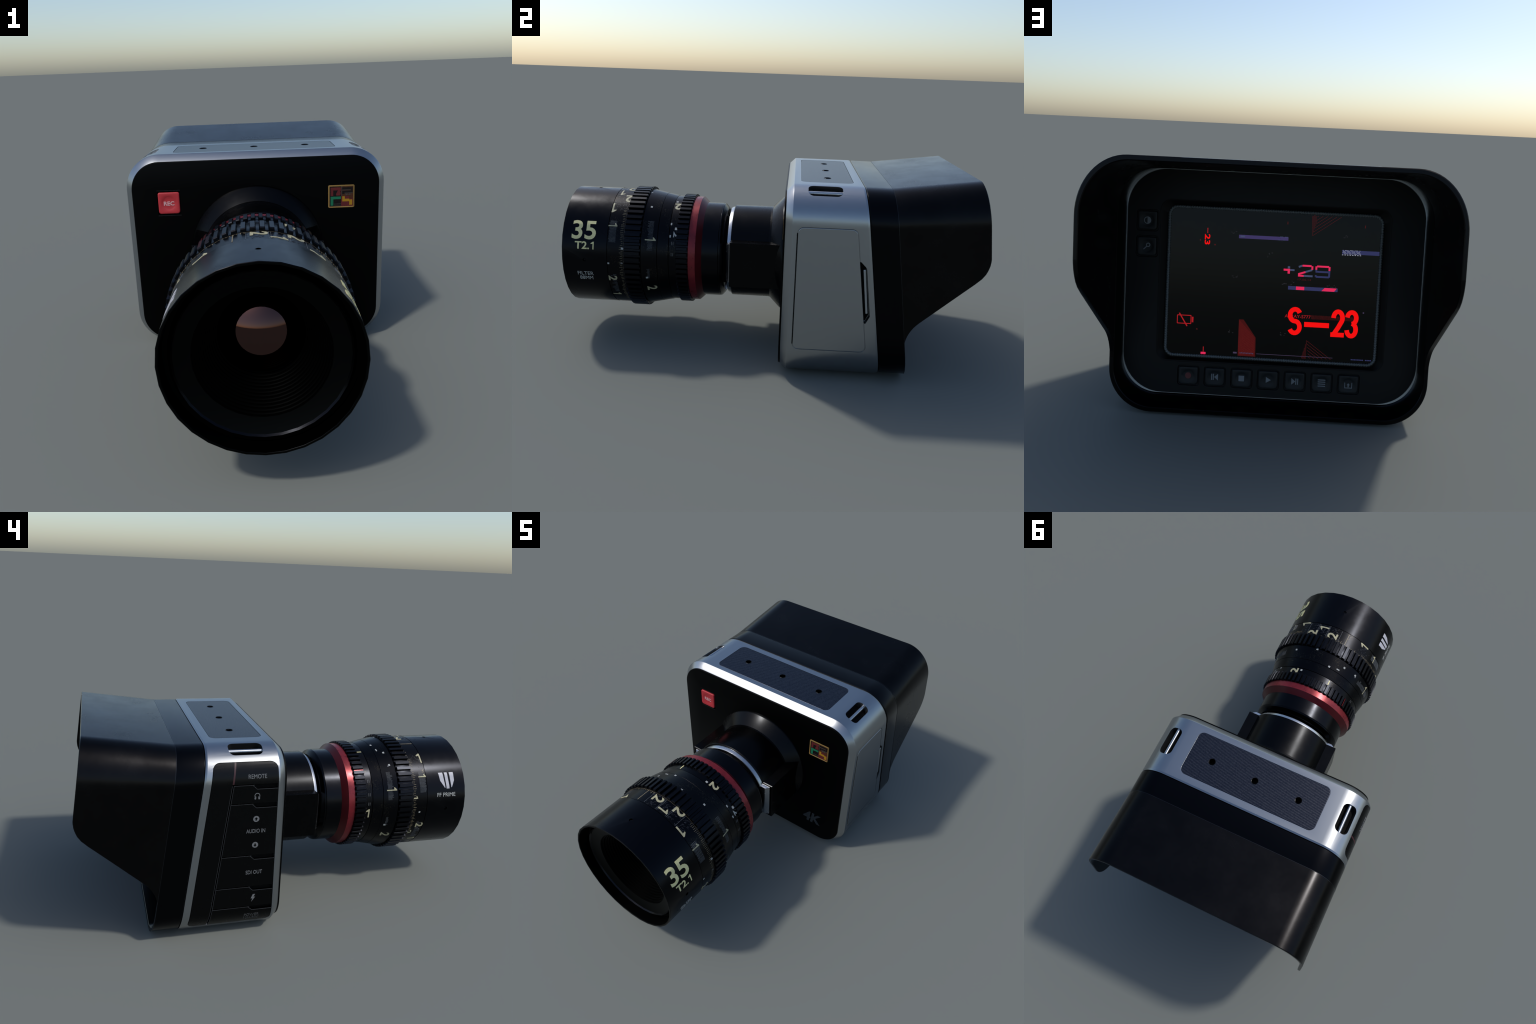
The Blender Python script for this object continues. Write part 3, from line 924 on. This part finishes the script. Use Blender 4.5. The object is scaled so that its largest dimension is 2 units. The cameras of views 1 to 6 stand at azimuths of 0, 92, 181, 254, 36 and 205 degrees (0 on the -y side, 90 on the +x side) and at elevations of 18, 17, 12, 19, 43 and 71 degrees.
# crossed-out battery
bx0, bx1, bz0, bz1 = -0.357, -0.305, 0.300, 0.331
graphic("display_battery", [stroke((bx0, bz0), (bx1, bz0), 0.003), stroke((bx0, bz1), (bx1, bz1), 0.003), stroke((bx0, bz0), (bx0, bz1), 0.003), stroke((bx1, bz0), (bx1, bz1), 0.003)], G_REDMID, 1)
graphic("display_battery", [rect(-0.2985, 0.316, 0.006, 0.021), stroke((-0.350, 0.339), (-0.319, 0.290), 0.0042)], G_REDMID, 2)
# red shard with hatching
shard = [(-0.121, 0.187), (-0.054, 0.187), (-0.0555, 0.260), (-0.1045, 0.3265), (-0.122, 0.3265)]
graphic("display_shard", [shard], G_REDDARK, 1)
hatch = []
for k in range(26):
    z0 = 0.322 - k * 0.0062
    x0 = -0.1205
    ln = min(0.062, max(0.0, (z0 - 0.190) / 1.05))
    top = 0.3265
    if ln > 0.004:
        hatch.append(stroke((x0, z0), (x0 + ln, z0 - ln * 1.05), 0.0018))
graphic("display_hatching", hatch, glow("red_hatch", (0.10, 0.007, 0.007)), 2, "stuff")
# line triangles, upper and lower
tri = []
for k in range(7):
    s = k * 0.014
    tri.append(stroke((0.140 + 0.2 * s, 0.655 + s), (0.140 + 0.2 * s + (0.0735 - s) * 1.42, 0.655 + s + (0.0735 - s)), 0.0013))
for k in range(5):
    tri.append(stroke((0.139 + 0.0035 * k, 0.655 + 0.012 * k), (0.136 + 0.0035 * k, 0.728), 0.0013))
graphic("display_line_triangle", tri, G_REDDIM, 1, "stuff")
tri = []
for k in range(6):
    s = k * 0.0125
    tri.append(stroke((0.138 + 0.15 * s, 0.260 - s), (0.138 + 0.15 * s + (0.068 - s) * 1.40, 0.260 - s - (0.068 - s)), 0.0013))
for k in range(5):
    tri.append(stroke((0.138 - 0.0035 * k, 0.259 - 0.014 * k), (0.137 - 0.0035 * k, 0.190), 0.0013))
graphic("display_line_triangle", tri, G_REDDIM, 1, "stuff")
graphic("display_line", [stroke((-0.05, 0.1985), (0.240, 0.1985), 0.0016)], G_LINE, 1)
graphic("display_speck", [rect(-0.132, 0.1985, 0.014, 0.006)] + [rect(-0.112 + 0.006 * k, 0.1985 + 0.001 * (k % 2), 0.0045, 0.004) for k in range(9)], G_LINE, 3, "stuff")
graphic("display_speck", [rect(0.312 + 0.006 * k, 0.1965, 0.0046, 0.004) for k in range(13) if k != 8], G_BLUE, 1, "stuff")
faint = []
for (a, b) in ((-0.156, 0.648), (-0.018, 0.575), (-0.145, 0.487), (-0.150, 0.279), (0.046, 0.277), (0.262, 0.654), (0.018, 0.633), (0.068, 0.474), (0.045, 0.467), (0.215, 0.468), (0.232, 0.467)):
    for k in range(5):
        faint.append(rect(a + rnd.uniform(-0.010, 0.010), b + rnd.uniform(-0.008, 0.008), rnd.uniform(0.002, 0.007), rnd.uniform(0.0015, 0.003)))
graphic("display_speck", faint, G_FAINT, 1, "stuff")

# ----------------------------------------------------------------------------
# lens mount
# ----------------------------------------------------------------------------
def mount_outline(r, hw, z0, z1, n=48):
    """Circle with a rectangular wing on either side, in (x, z)."""
    pts = []
    a_hi = math.asin((z1 - AX) / r); a_lo = math.asin((z0 - AX) / r)
    pts += [(hw, z0), (hw, z1)]
    for k in range(n + 1):
        a = a_hi + (pi - 2 * a_hi) * k / n
        pts.append((r * cos(a), AX + r * sin(a)))
    pts += [(-hw, z1), (-hw, z0)]
    for k in range(n + 1):
        a = pi - a_lo + (pi + 2 * a_lo) * k / n
        pts.append((r * cos(a), AX + r * sin(a)))
    return pts
def mount_ring(y, r, hw, z0, z1):
    return [(x, y, z) for x, z in mount_outline(r, hw, z0, z1)]
WZ0, WZ1, WH = 0.338, 0.567, 0.270
mount = loft("lens_mount", [mount_ring(-0.1715, 0.2385, WH - 0.0025, WZ0 + 0.0025, WZ1 - 0.0025), mount_ring(-0.168, 0.2415, WH, WZ0, WZ1),
                            mount_ring(0.094, 0.2425, WH, WZ0, WZ1)], M_MOUNT, camera)
loft("mount_face", [mount_ring(-0.1910, 0.2245, 0.2300, 0.366, 0.5440), mount_ring(-0.1885, 0.2275, 0.2380, 0.361, 0.5500),
                    mount_ring(-0.1740, 0.2325, 0.2560, 0.356, 0.5560), mount_ring(-0.1690, 0.2325, 0.2560, 0.356, 0.5560)], M_SILVER, mount)
lathe("mount_flange", [(0.020, 0.2422), (0.030, 0.2440), (0.082, 0.2965), (0.088, 0.3000), (0.096, 0.3010), (0.096, 0.20), (0.020, 0.20)], M_MOUNT, mount, n=64)

# ----------------------------------------------------------------------------
# lens
# ----------------------------------------------------------------------------
RB = 0.306
lens = lathe("lens", [(-0.776, RB), (-0.9985, RB), (-1.0, RB - 0.0015), (-1.0, 0.2985), (-0.9985, 0.2974), (-0.941, 0.2935),
                      (-0.939, 0.2800), (-0.935, 0.2150), (-0.90, 0.225), (-0.776, 0.29)], M_LENS, camera, smooth=32)
screws = [0, 90, 180, -90]
def radial_map(phi0, y0):
    p = radians(phi0)
    e = Vector((sin(p), 0, cos(p))); u = Vector((cos(p), 0, -sin(p)))
    def f(a, b, t):
        q = e * (RB + t) + u * a
        return (q.x, y0 + b, AX + q.z)
    return f
cut(lens, [cutter("c", disc(0, 0, 0.0088, 18), radial_map(p, -0.887), -0.010, 0.01) for p in screws], 32)
for p in screws:
    patch("set_screw", [disc(0, 0, 0.0052, 6)], radial_map(p, -0.887), -0.0098, -0.0050, M_RUBBER, lens)
lathe("front_rim", [(-0.9990, RB - 0.0013), (-1.0003, RB - 0.0022), (-1.0003, 0.2982), (-0.999, 0.2974)], M_RIM, lens)
lathe("filter_shelf", [(-0.9410, 0.2800), (-0.9560, 0.2690), (-0.9580, 0.2670), (-0.9540, 0.2595), (-0.9420, 0.2105), (-0.9250, 0.2105), (-0.9250, 0.2800)],
      M_RIM, lens, smooth=25)
lathe("filter_bevel", [(-0.9610, 0.2685), (-0.9620, 0.2672), (-0.9525, 0.2600), (-0.9500, 0.2600), (-0.9500, 0.2685)], M_LENS, lens, smooth=25)
lathe("filter_groove", [(-0.9970, 0.2966), (-0.9420, 0.2925), (-0.9410, 0.2805), (-0.9380, 0.2805), (-0.9380, 0.2945), (-0.9970, 0.2976)], M_BAFFLE, lens, smooth=25)
# ridged baffle cone
prof = []
NR = 13
for k in range(NR):
    f0, f1 = k / NR, (k + 0.55) / NR
    y0, r0 = -0.9400 + 0.1500 * f0, 0.2115 - 0.0725 * f0
    y1 = -0.9400 + 0.1500 * f1
    prof += [(y0, r0), (y0 + 0.0006, r0 - 0.0030), (y1, r0 - 0.0042), (y1 + 0.0006, r0 - 0.0012)]
prof += [(-0.790, 0.1385), (-0.786, 0.1340), (-0.786, 0.0850), (-0.780, 0.0845), (-0.780, 0.15), (-0.930, 0.2135)]
lathe("baffle", prof, M_BAFFLE, lens, n=48, smooth=25)
# coated front element: spherical cap
RD, RBASE, YB = 0.188, 0.1360, -0.7965
cd = sqrt(RD * RD - RBASE * RBASE)
dome = [(YB + 0.002, 0.0005), (YB + 0.002, RBASE)] + [(YB + cd - RD * cos(t), RD * sin(t)) for t in [math.asin(RBASE / RD) * (1 - k / 28) for k in range(28)]] + [(YB + cd - RD, 0.0005)]
lathe("front_element", dome, M_GLASS, lens, n=64, smooth=60)

scale_ring = lathe("focus_scale_ring", [(-0.7745, RB - 0.003), (-0.7735, RB - 0.0008), (-0.688, RB - 0.0003), (-0.688, 0.28), (-0.7745, 0.28)], M_SCALE, lens, smooth=30)
mid_ring = lathe("distance_ring", [(-0.612, 0.302), (-0.606, 0.3055), (-0.531, 0.2905), (-0.5295, 0.2885), (-0.528, 0.2898), (-0.4765, 0.2790), (-0.475, 0.2765),
                                   (-0.475, 0.25), (-0.612, 0.25)], M_SCALE, lens, smooth=18)
iris_ring = lathe("iris_scale_ring", [(-0.4748, 0.2755), (-0.4735, 0.2775), (-0.436, 0.2775), (-0.436, 0.25), (-0.4748, 0.25)], M_SCALE, lens)

def gear(name, y0, y1, r0, r1, teeth, duty, material, parent):
    """Ring with square gear teeth; the ends of the teeth are chamfered."""
    outline = []
    for i in range(teeth):
        w = 2 * pi / teeth
        c = (i + 0.5) * w
        for a, r in ((-0.5 * w, r0), (-0.5 * duty * w - 0.06 * w, r0), (-0.5 * duty * w + 0.04 * w, r1), (0.5 * duty * w - 0.04 * w, r1), (0.5 * duty * w + 0.06 * w, r0)):
            outline.append((c + a, r))
    rings = []
    for y, s in ((y0, 0.72), (y0 + 0.0022, 1.0), (y1 - 0.0022, 1.0), (y1, 0.72)):
        rings.append([((r0 - 0.0025 + (r - r0 + 0.0025) * s) * sin(a), y, AX + (r0 - 0.0025 + (r - r0 + 0.0025) * s) * cos(a)) for a, r in outline])
    inner = [[((r0 - 0.02) * sin(a), y, AX + (r0 - 0.02) * cos(a)) for a, r in outline] for y in (y1, y0)]
    rr_ = rings + inner
    n = len(outline)
    vs = [p for q in rr_ for p in q]
    fs = []
    for k in range(len(rr_)):
        l = (k + 1) % len(rr_)
        for i in range(n):
            j = (i + 1) % n
            fs.append((k * n + i, k * n + j, l * n + j, l * n + i))
    return finish(raw_mesh(name, vs, fs), name, parent, material, 25)
focus_gear = gear("focus_gear", -0.690, -0.609, 0.3075, 0.3190, 64, 0.55, M_RUBBER, lens)
iris_gear = gear("iris_gear", -0.438, -0.379, 0.2785, 0.2885, 64, 0.55, M_RUBBER, lens)
for ph in (-45.5, 59.5):
    patch("index_mark", rect(0, 0, 0.0035, 0.050), lens_map(ph, -0.4085, "y+", lambda y: 0.2885), -0.001, 0.0006, M_RED, iris_gear)
lathe("red_ring", [(-0.379, 0.2745), (-0.3775, 0.2765), (-0.3425, 0.2765), (-0.3425, 0.23), (-0.379, 0.23)], M_RED, lens, n=48, smooth=20)
lathe("red_chamfer_shaded", [(-0.3424, 0.2764), (-0.3145, 0.2490), (-0.3145, 0.235), (-0.3424, 0.235)], M_RED_SHADED, lens, n=48, smooth=20)
lathe("rear_ring", [(-0.3150, 0.2488), (-0.2335, 0.2488), (-0.2310, 0.2470), (-0.2290, 0.2480), (-0.2240, 0.2460), (-0.2090, 0.2290), (-0.2060, 0.2240), (-0.2060, 0.2190), (-0.2200, 0.2150), (-0.2200, 0.110), (-0.3150, 0.110)], M_LENS, lens, n=48, smooth=20)
lathe("mount_neck", [(-0.26, 0.1800), (-0.165, 0.1800), (-0.165, 0.10), (-0.26, 0.10)], M_DARK, lens, n=48)

# --- markings ---------------------------------------------------------------
def r_scale(y):
    return RB - 0.0003
def r_barrel(y):
    return RB
def r_mid(y):
    return 0.3055 + (0.2905 - 0.3055) * min(1, max(0, (y + 0.606) / 0.075))
def r_iris(y):
    return 0.2775
def one(w, h, cx=0.0, cy=0.0):
    """Numeral 1: stem on the right, short flag at the upper left."""
    st = min(0.36 * w, 0.20 * h)
    x1 = w / 2
    return [(cx + x1 - st, cy - h / 2), (cx + x1, cy - h / 2), (cx + x1, cy + h / 2), (cx + x1 - 0.8 * st, cy + h / 2),
            (cx - w / 2, cy + 0.30 * h), (cx - w / 2, cy + 0.30 * h - 0.75 * st), (cx + x1 - st, cy + 0.24 * h)]
def mark(s, phi, y, mode, w, h, rf, par, m=None, bold=0.02):
    if s == "1":
        patch("lens_numeral", one(w, h), lens_map(phi, y, mode, rf), -0.002, 0.0007, m or (M_PRINT if par is lens else M_PRINT_RING), par, cut_a=0.008, cut_b=0.008)
        return
    text("lens_numeral", s, lens_map(phi, y, mode, rf), w, h, m or (M_PRINT if par is lens else M_PRINT_RING), par, t0=-0.002, t1=0.0007, bold=bold, curved=True)
def blot(nm, phi, y, dphi, dy, rf, par, m):
    patch(nm, rect(0, 0, radians(dphi) * 0.3, dy), lens_map(phi, y, "y+", rf), -0.002, 0.0007, m, par)

mark("35", 61.8, -0.8925, "read+", 0.120, 0.096, r_barrel, lens, M_PRINT, bold=0.018)
mark("T2.", 76.3, -0.8990, "read+", 0.072, 0.0385, r_barrel, lens, bold=0.02)
mark("1", 76.3, -0.8480, "read+", 0.0155, 0.0385, r_barrel, lens)
mark("FILTER", 103.8, -0.8880, "read+", 0.080, 0.0205, r_barrel, lens, M_PRINT2, bold=0.0)
mark("88MM", 108.8, -0.8865, "read+", 0.066, 0.0205, r_barrel, lens, M_PRINT2, bold=0.0)
mark("FF PRIME", -75.9, -0.8870, "read-", 0.107, 0.0205, r_barrel, lens, M_PRINT2, bold=0.0)
lm = lens_map(-62.0, -0.895, "read-", r_barrel)
def crest(outs):
    patch("maker_crest", outs, lm, -0.002, 0.0008, M_LOGO, lens, cut_b=0.010, cut_a=0.02)
crest([[(-0.0465, 0.044), (-0.0215, 0.044), (-0.0130, -0.038), (-0.0165, -0.038), (-0.0400, 0.000)],
       [(-0.0115, 0.044), (0.0055, 0.044), (0.0115, -0.043), (-0.0060, -0.043)],
       [(0.0175, 0.044), (0.0420, 0.044), (0.0425, 0.000), (0.0255, -0.037), (0.0225, -0.037)]])
# focus scale (r ~ 0.306, y -0.77 .. -0.69)
for sg, md in ((1, "y+"), (-1, "y-")):
    mark("1", sg * 55.8, -0.752, md, 0.017, 0.044, r_scale, scale_ring, bold=0.05)
    mark("2", sg * 108.0, -0.752, md, 0.029, 0.043, r_scale, scale_ring, bold=0.02)
    mark("1", sg * 130.2, -0.751, md, 0.016, 0.043, r_scale, scale_ring, bold=0.02)
    blot("scale_dot", sg * 92.4, -0.768 if sg > 0 else -0.735, 1.6, 0.009, r_scale, scale_ring, M_PRINT2)
    mark("1", sg * 67.4, -0.562 if sg > 0 else -0.574, md, 0.017, 0.052, r_mid, mid_ring, bold=0.04)
    mark("2", sg * 120.0, -0.561 if sg > 0 else -0.573, md, 0.028, 0.048, r_mid, mid_ring, bold=0.02)
    blot("scale_dot", sg * 106.3, -0.580 if sg > 0 else -0.552, 1.8, 0.011, r_mid, mid_ring, M_PRINT2)
mark("1", -77.0, -0.707, "y-", 0.014, 0.024, r_scale, scale_ring, bold=0.05)
mark("2", -117.6, -0.707, "y-", 0.026, 0.030, r_scale, scale_ring)
mark("2", 0.8, -0.7165, "read-", 0.038, 0.058, r_scale, scale_ring, bold=0.02)
mark("1", 12.6, -0.7455, "read-", 0.022, 0.056, r_scale, scale_ring, bold=0.03)
mark("2", 23.6, -0.7020, "read-", 0.042, 0.058, r_scale, scale_ring, bold=0.02)
mark("1", 37.1, -0.7610, "read-", 0.022, 0.060, r_scale, scale_ring, bold=0.03)
mark("1", -36.6, -0.7610, "read-", 0.022, 0.060, r_scale, scale_ring, bold=0.03)
blot("scale_line", -15.0, -0.730, 0.7, 0.078, r_scale, scale_ring, M_TICK)
blot("scale_dot", 77.8, -0.698, 1.9, 0.012, r_scale, scale_ring, M_PRINT2)
blot("scale_dot", 91.8, -0.701, 1.2, 0.010, r_scale, scale_ring, M_LABEL)
# distance ring dots
for ph, y in ((33.2, -0.578), (8.9, -0.603), (-10.8, -0.537), (-26.4, -0.576), (-42.4, -0.581)):
    blot("scale_dot", ph, y, 2.1, 0.0095, r_mid, mid_ring, M_PRINT2)
blot("scale_dot", -21.0, -0.547, 3.4, 0.006, r_mid, mid_ring, M_PRINT2)
blot("scale_dot", -43.4, -0.574, 1.1, 0.008, r_mid, mid_ring, M_LABEL)
# iris ring marks
mark("2", 25.8, -0.4520, "read-", 0.036, 0.048, r_iris, iris_ring, bold=0.03)
blot("scale_dot", 17.2, -0.463, 2.2, 0.010, r_iris, iris_ring, M_PRINT2)
blot("scale_line", -18.8, -0.4545, 1.0, 0.028, r_iris, iris_ring, M_PRINT)
mark("1", -92.7, -0.4500, "read-", 0.020, 0.047, r_iris, iris_ring, bold=0.02)
for ph in (49.8, 63.2):
    blot("scale_dot", ph, -0.469, 2.4, 0.007, r_iris, iris_ring, M_PRINT2)
blot("scale_dot", 55.0, -0.443, 2.6, 0.012, r_iris, iris_ring, M_PRINT2)
mark("2", 61.0, -0.4430, "y+", 0.030, 0.022, r_iris, iris_ring, M_PRINT2, bold=0.03)
for ph in (-57.5, -72.0, 70.5, 82.0, -82.0):
    for dy in (-0.004, 0.004):
        blot("scale_dot", ph, -0.456 + dy, 3.2, 0.003, r_iris, iris_ring, M_LABELD)

def ticks(nm, phis, y, dy, dphi, rf, par, m, jit=0.0):
    bm = bmesh.new()
    for ph in phis:
        l = dy * (1 - jit * rnd.random())
        f = lens_map(ph, y + dy / 2 - l / 2, "y+", rf)
        patch_bm(bm, [rect(0, 0, radians(dphi) * 0.3, l)], f, -0.002, 0.0005)
    finish(bm_to_mesh(bm, nm), nm, par, m, 30, "stuff")
def span(a, b, st):
    k = int(round((b - a) / st))
    return [a + (b - a) * i / k for i in range(k + 1)]
for sg in (1, -1):
    ticks("scale_ticks", [sg * p for p in span(38, 140, 1.75)], -0.706, 0.017, 0.28, r_scale, scale_ring, M_TICK, 0.6)
    ticks("scale_ticks", [sg * p for p in span(52, 72, 1.05)], -0.7525, 0.038, 0.28, r_scale, scale_ring, M_TICK2, 0.15)
    ticks("scale_ticks", [sg * p for p in span(104, 126, 1.5)], -0.7500, 0.034, 0.22, r_scale, scale_ring, M_TICK2, 0.7)
    ticks("scale_ticks", [sg * p for p in span(50, 78, 1.1)], -0.567 if sg > 0 else -0.569, 0.030, 0.25, r_mid, mid_ring, M_TICK2, 0.35)
    ticks("scale_ticks", [sg * p for p in span(97, 107, 1.1)], -0.574 if sg > 0 else -0.560, 0.016, 0.22, r_mid, mid_ring, M_TICK2, 0.4)
ticks("scale_ticks", span(-35, -8, 2.3), -0.700, 0.018, 0.45, r_scale, scale_ring, M_TICK, 0.8)
ticks("scale_ticks", [-7.0, 6.6, 7.8, 18.0, 19.2, 30.0], -0.733, 0.075, 0.25, r_scale, scale_ring, M_TICK2, 0.05)
# micro-engraved blocks between the digits on top of the ring
bm = bmesh.new()
for p0, p1 in ((-6.5, 6.3), (8.2, 17.6), (19.6, 29.6), (30.4, 40.0), (-47.0, -33.0)):
    for k in range(34):
        f = lens_map(rnd.uniform(p0, p1), rnd.uniform(-0.768, -0.698), "y+", r_scale)
        o = stroke((-0.004, -0.003), (0.004, 0.003), 0.0008) if rnd.random() < 0.6 else rect(0, 0, 0.006, 0.0009)
        patch_bm(bm, [o], f, -0.002, 0.0003)
finish(bm_to_mesh(bm, "scale_engraving"), "scale_engraving", scale_ring, mat("engraving_slate", (0.035, 0.038, 0.05), 0.5), 30, "stuff")
# gold line where the scale meets the gear
lathe("scale_edge_line", [(-0.6935, RB - 0.002), (-0.6935, RB + 0.0004), (-0.6918, RB + 0.0004), (-0.6918, RB - 0.002)], mat("edge_gold", (0.05, 0.042, 0.028), 0.5), scale_ring)
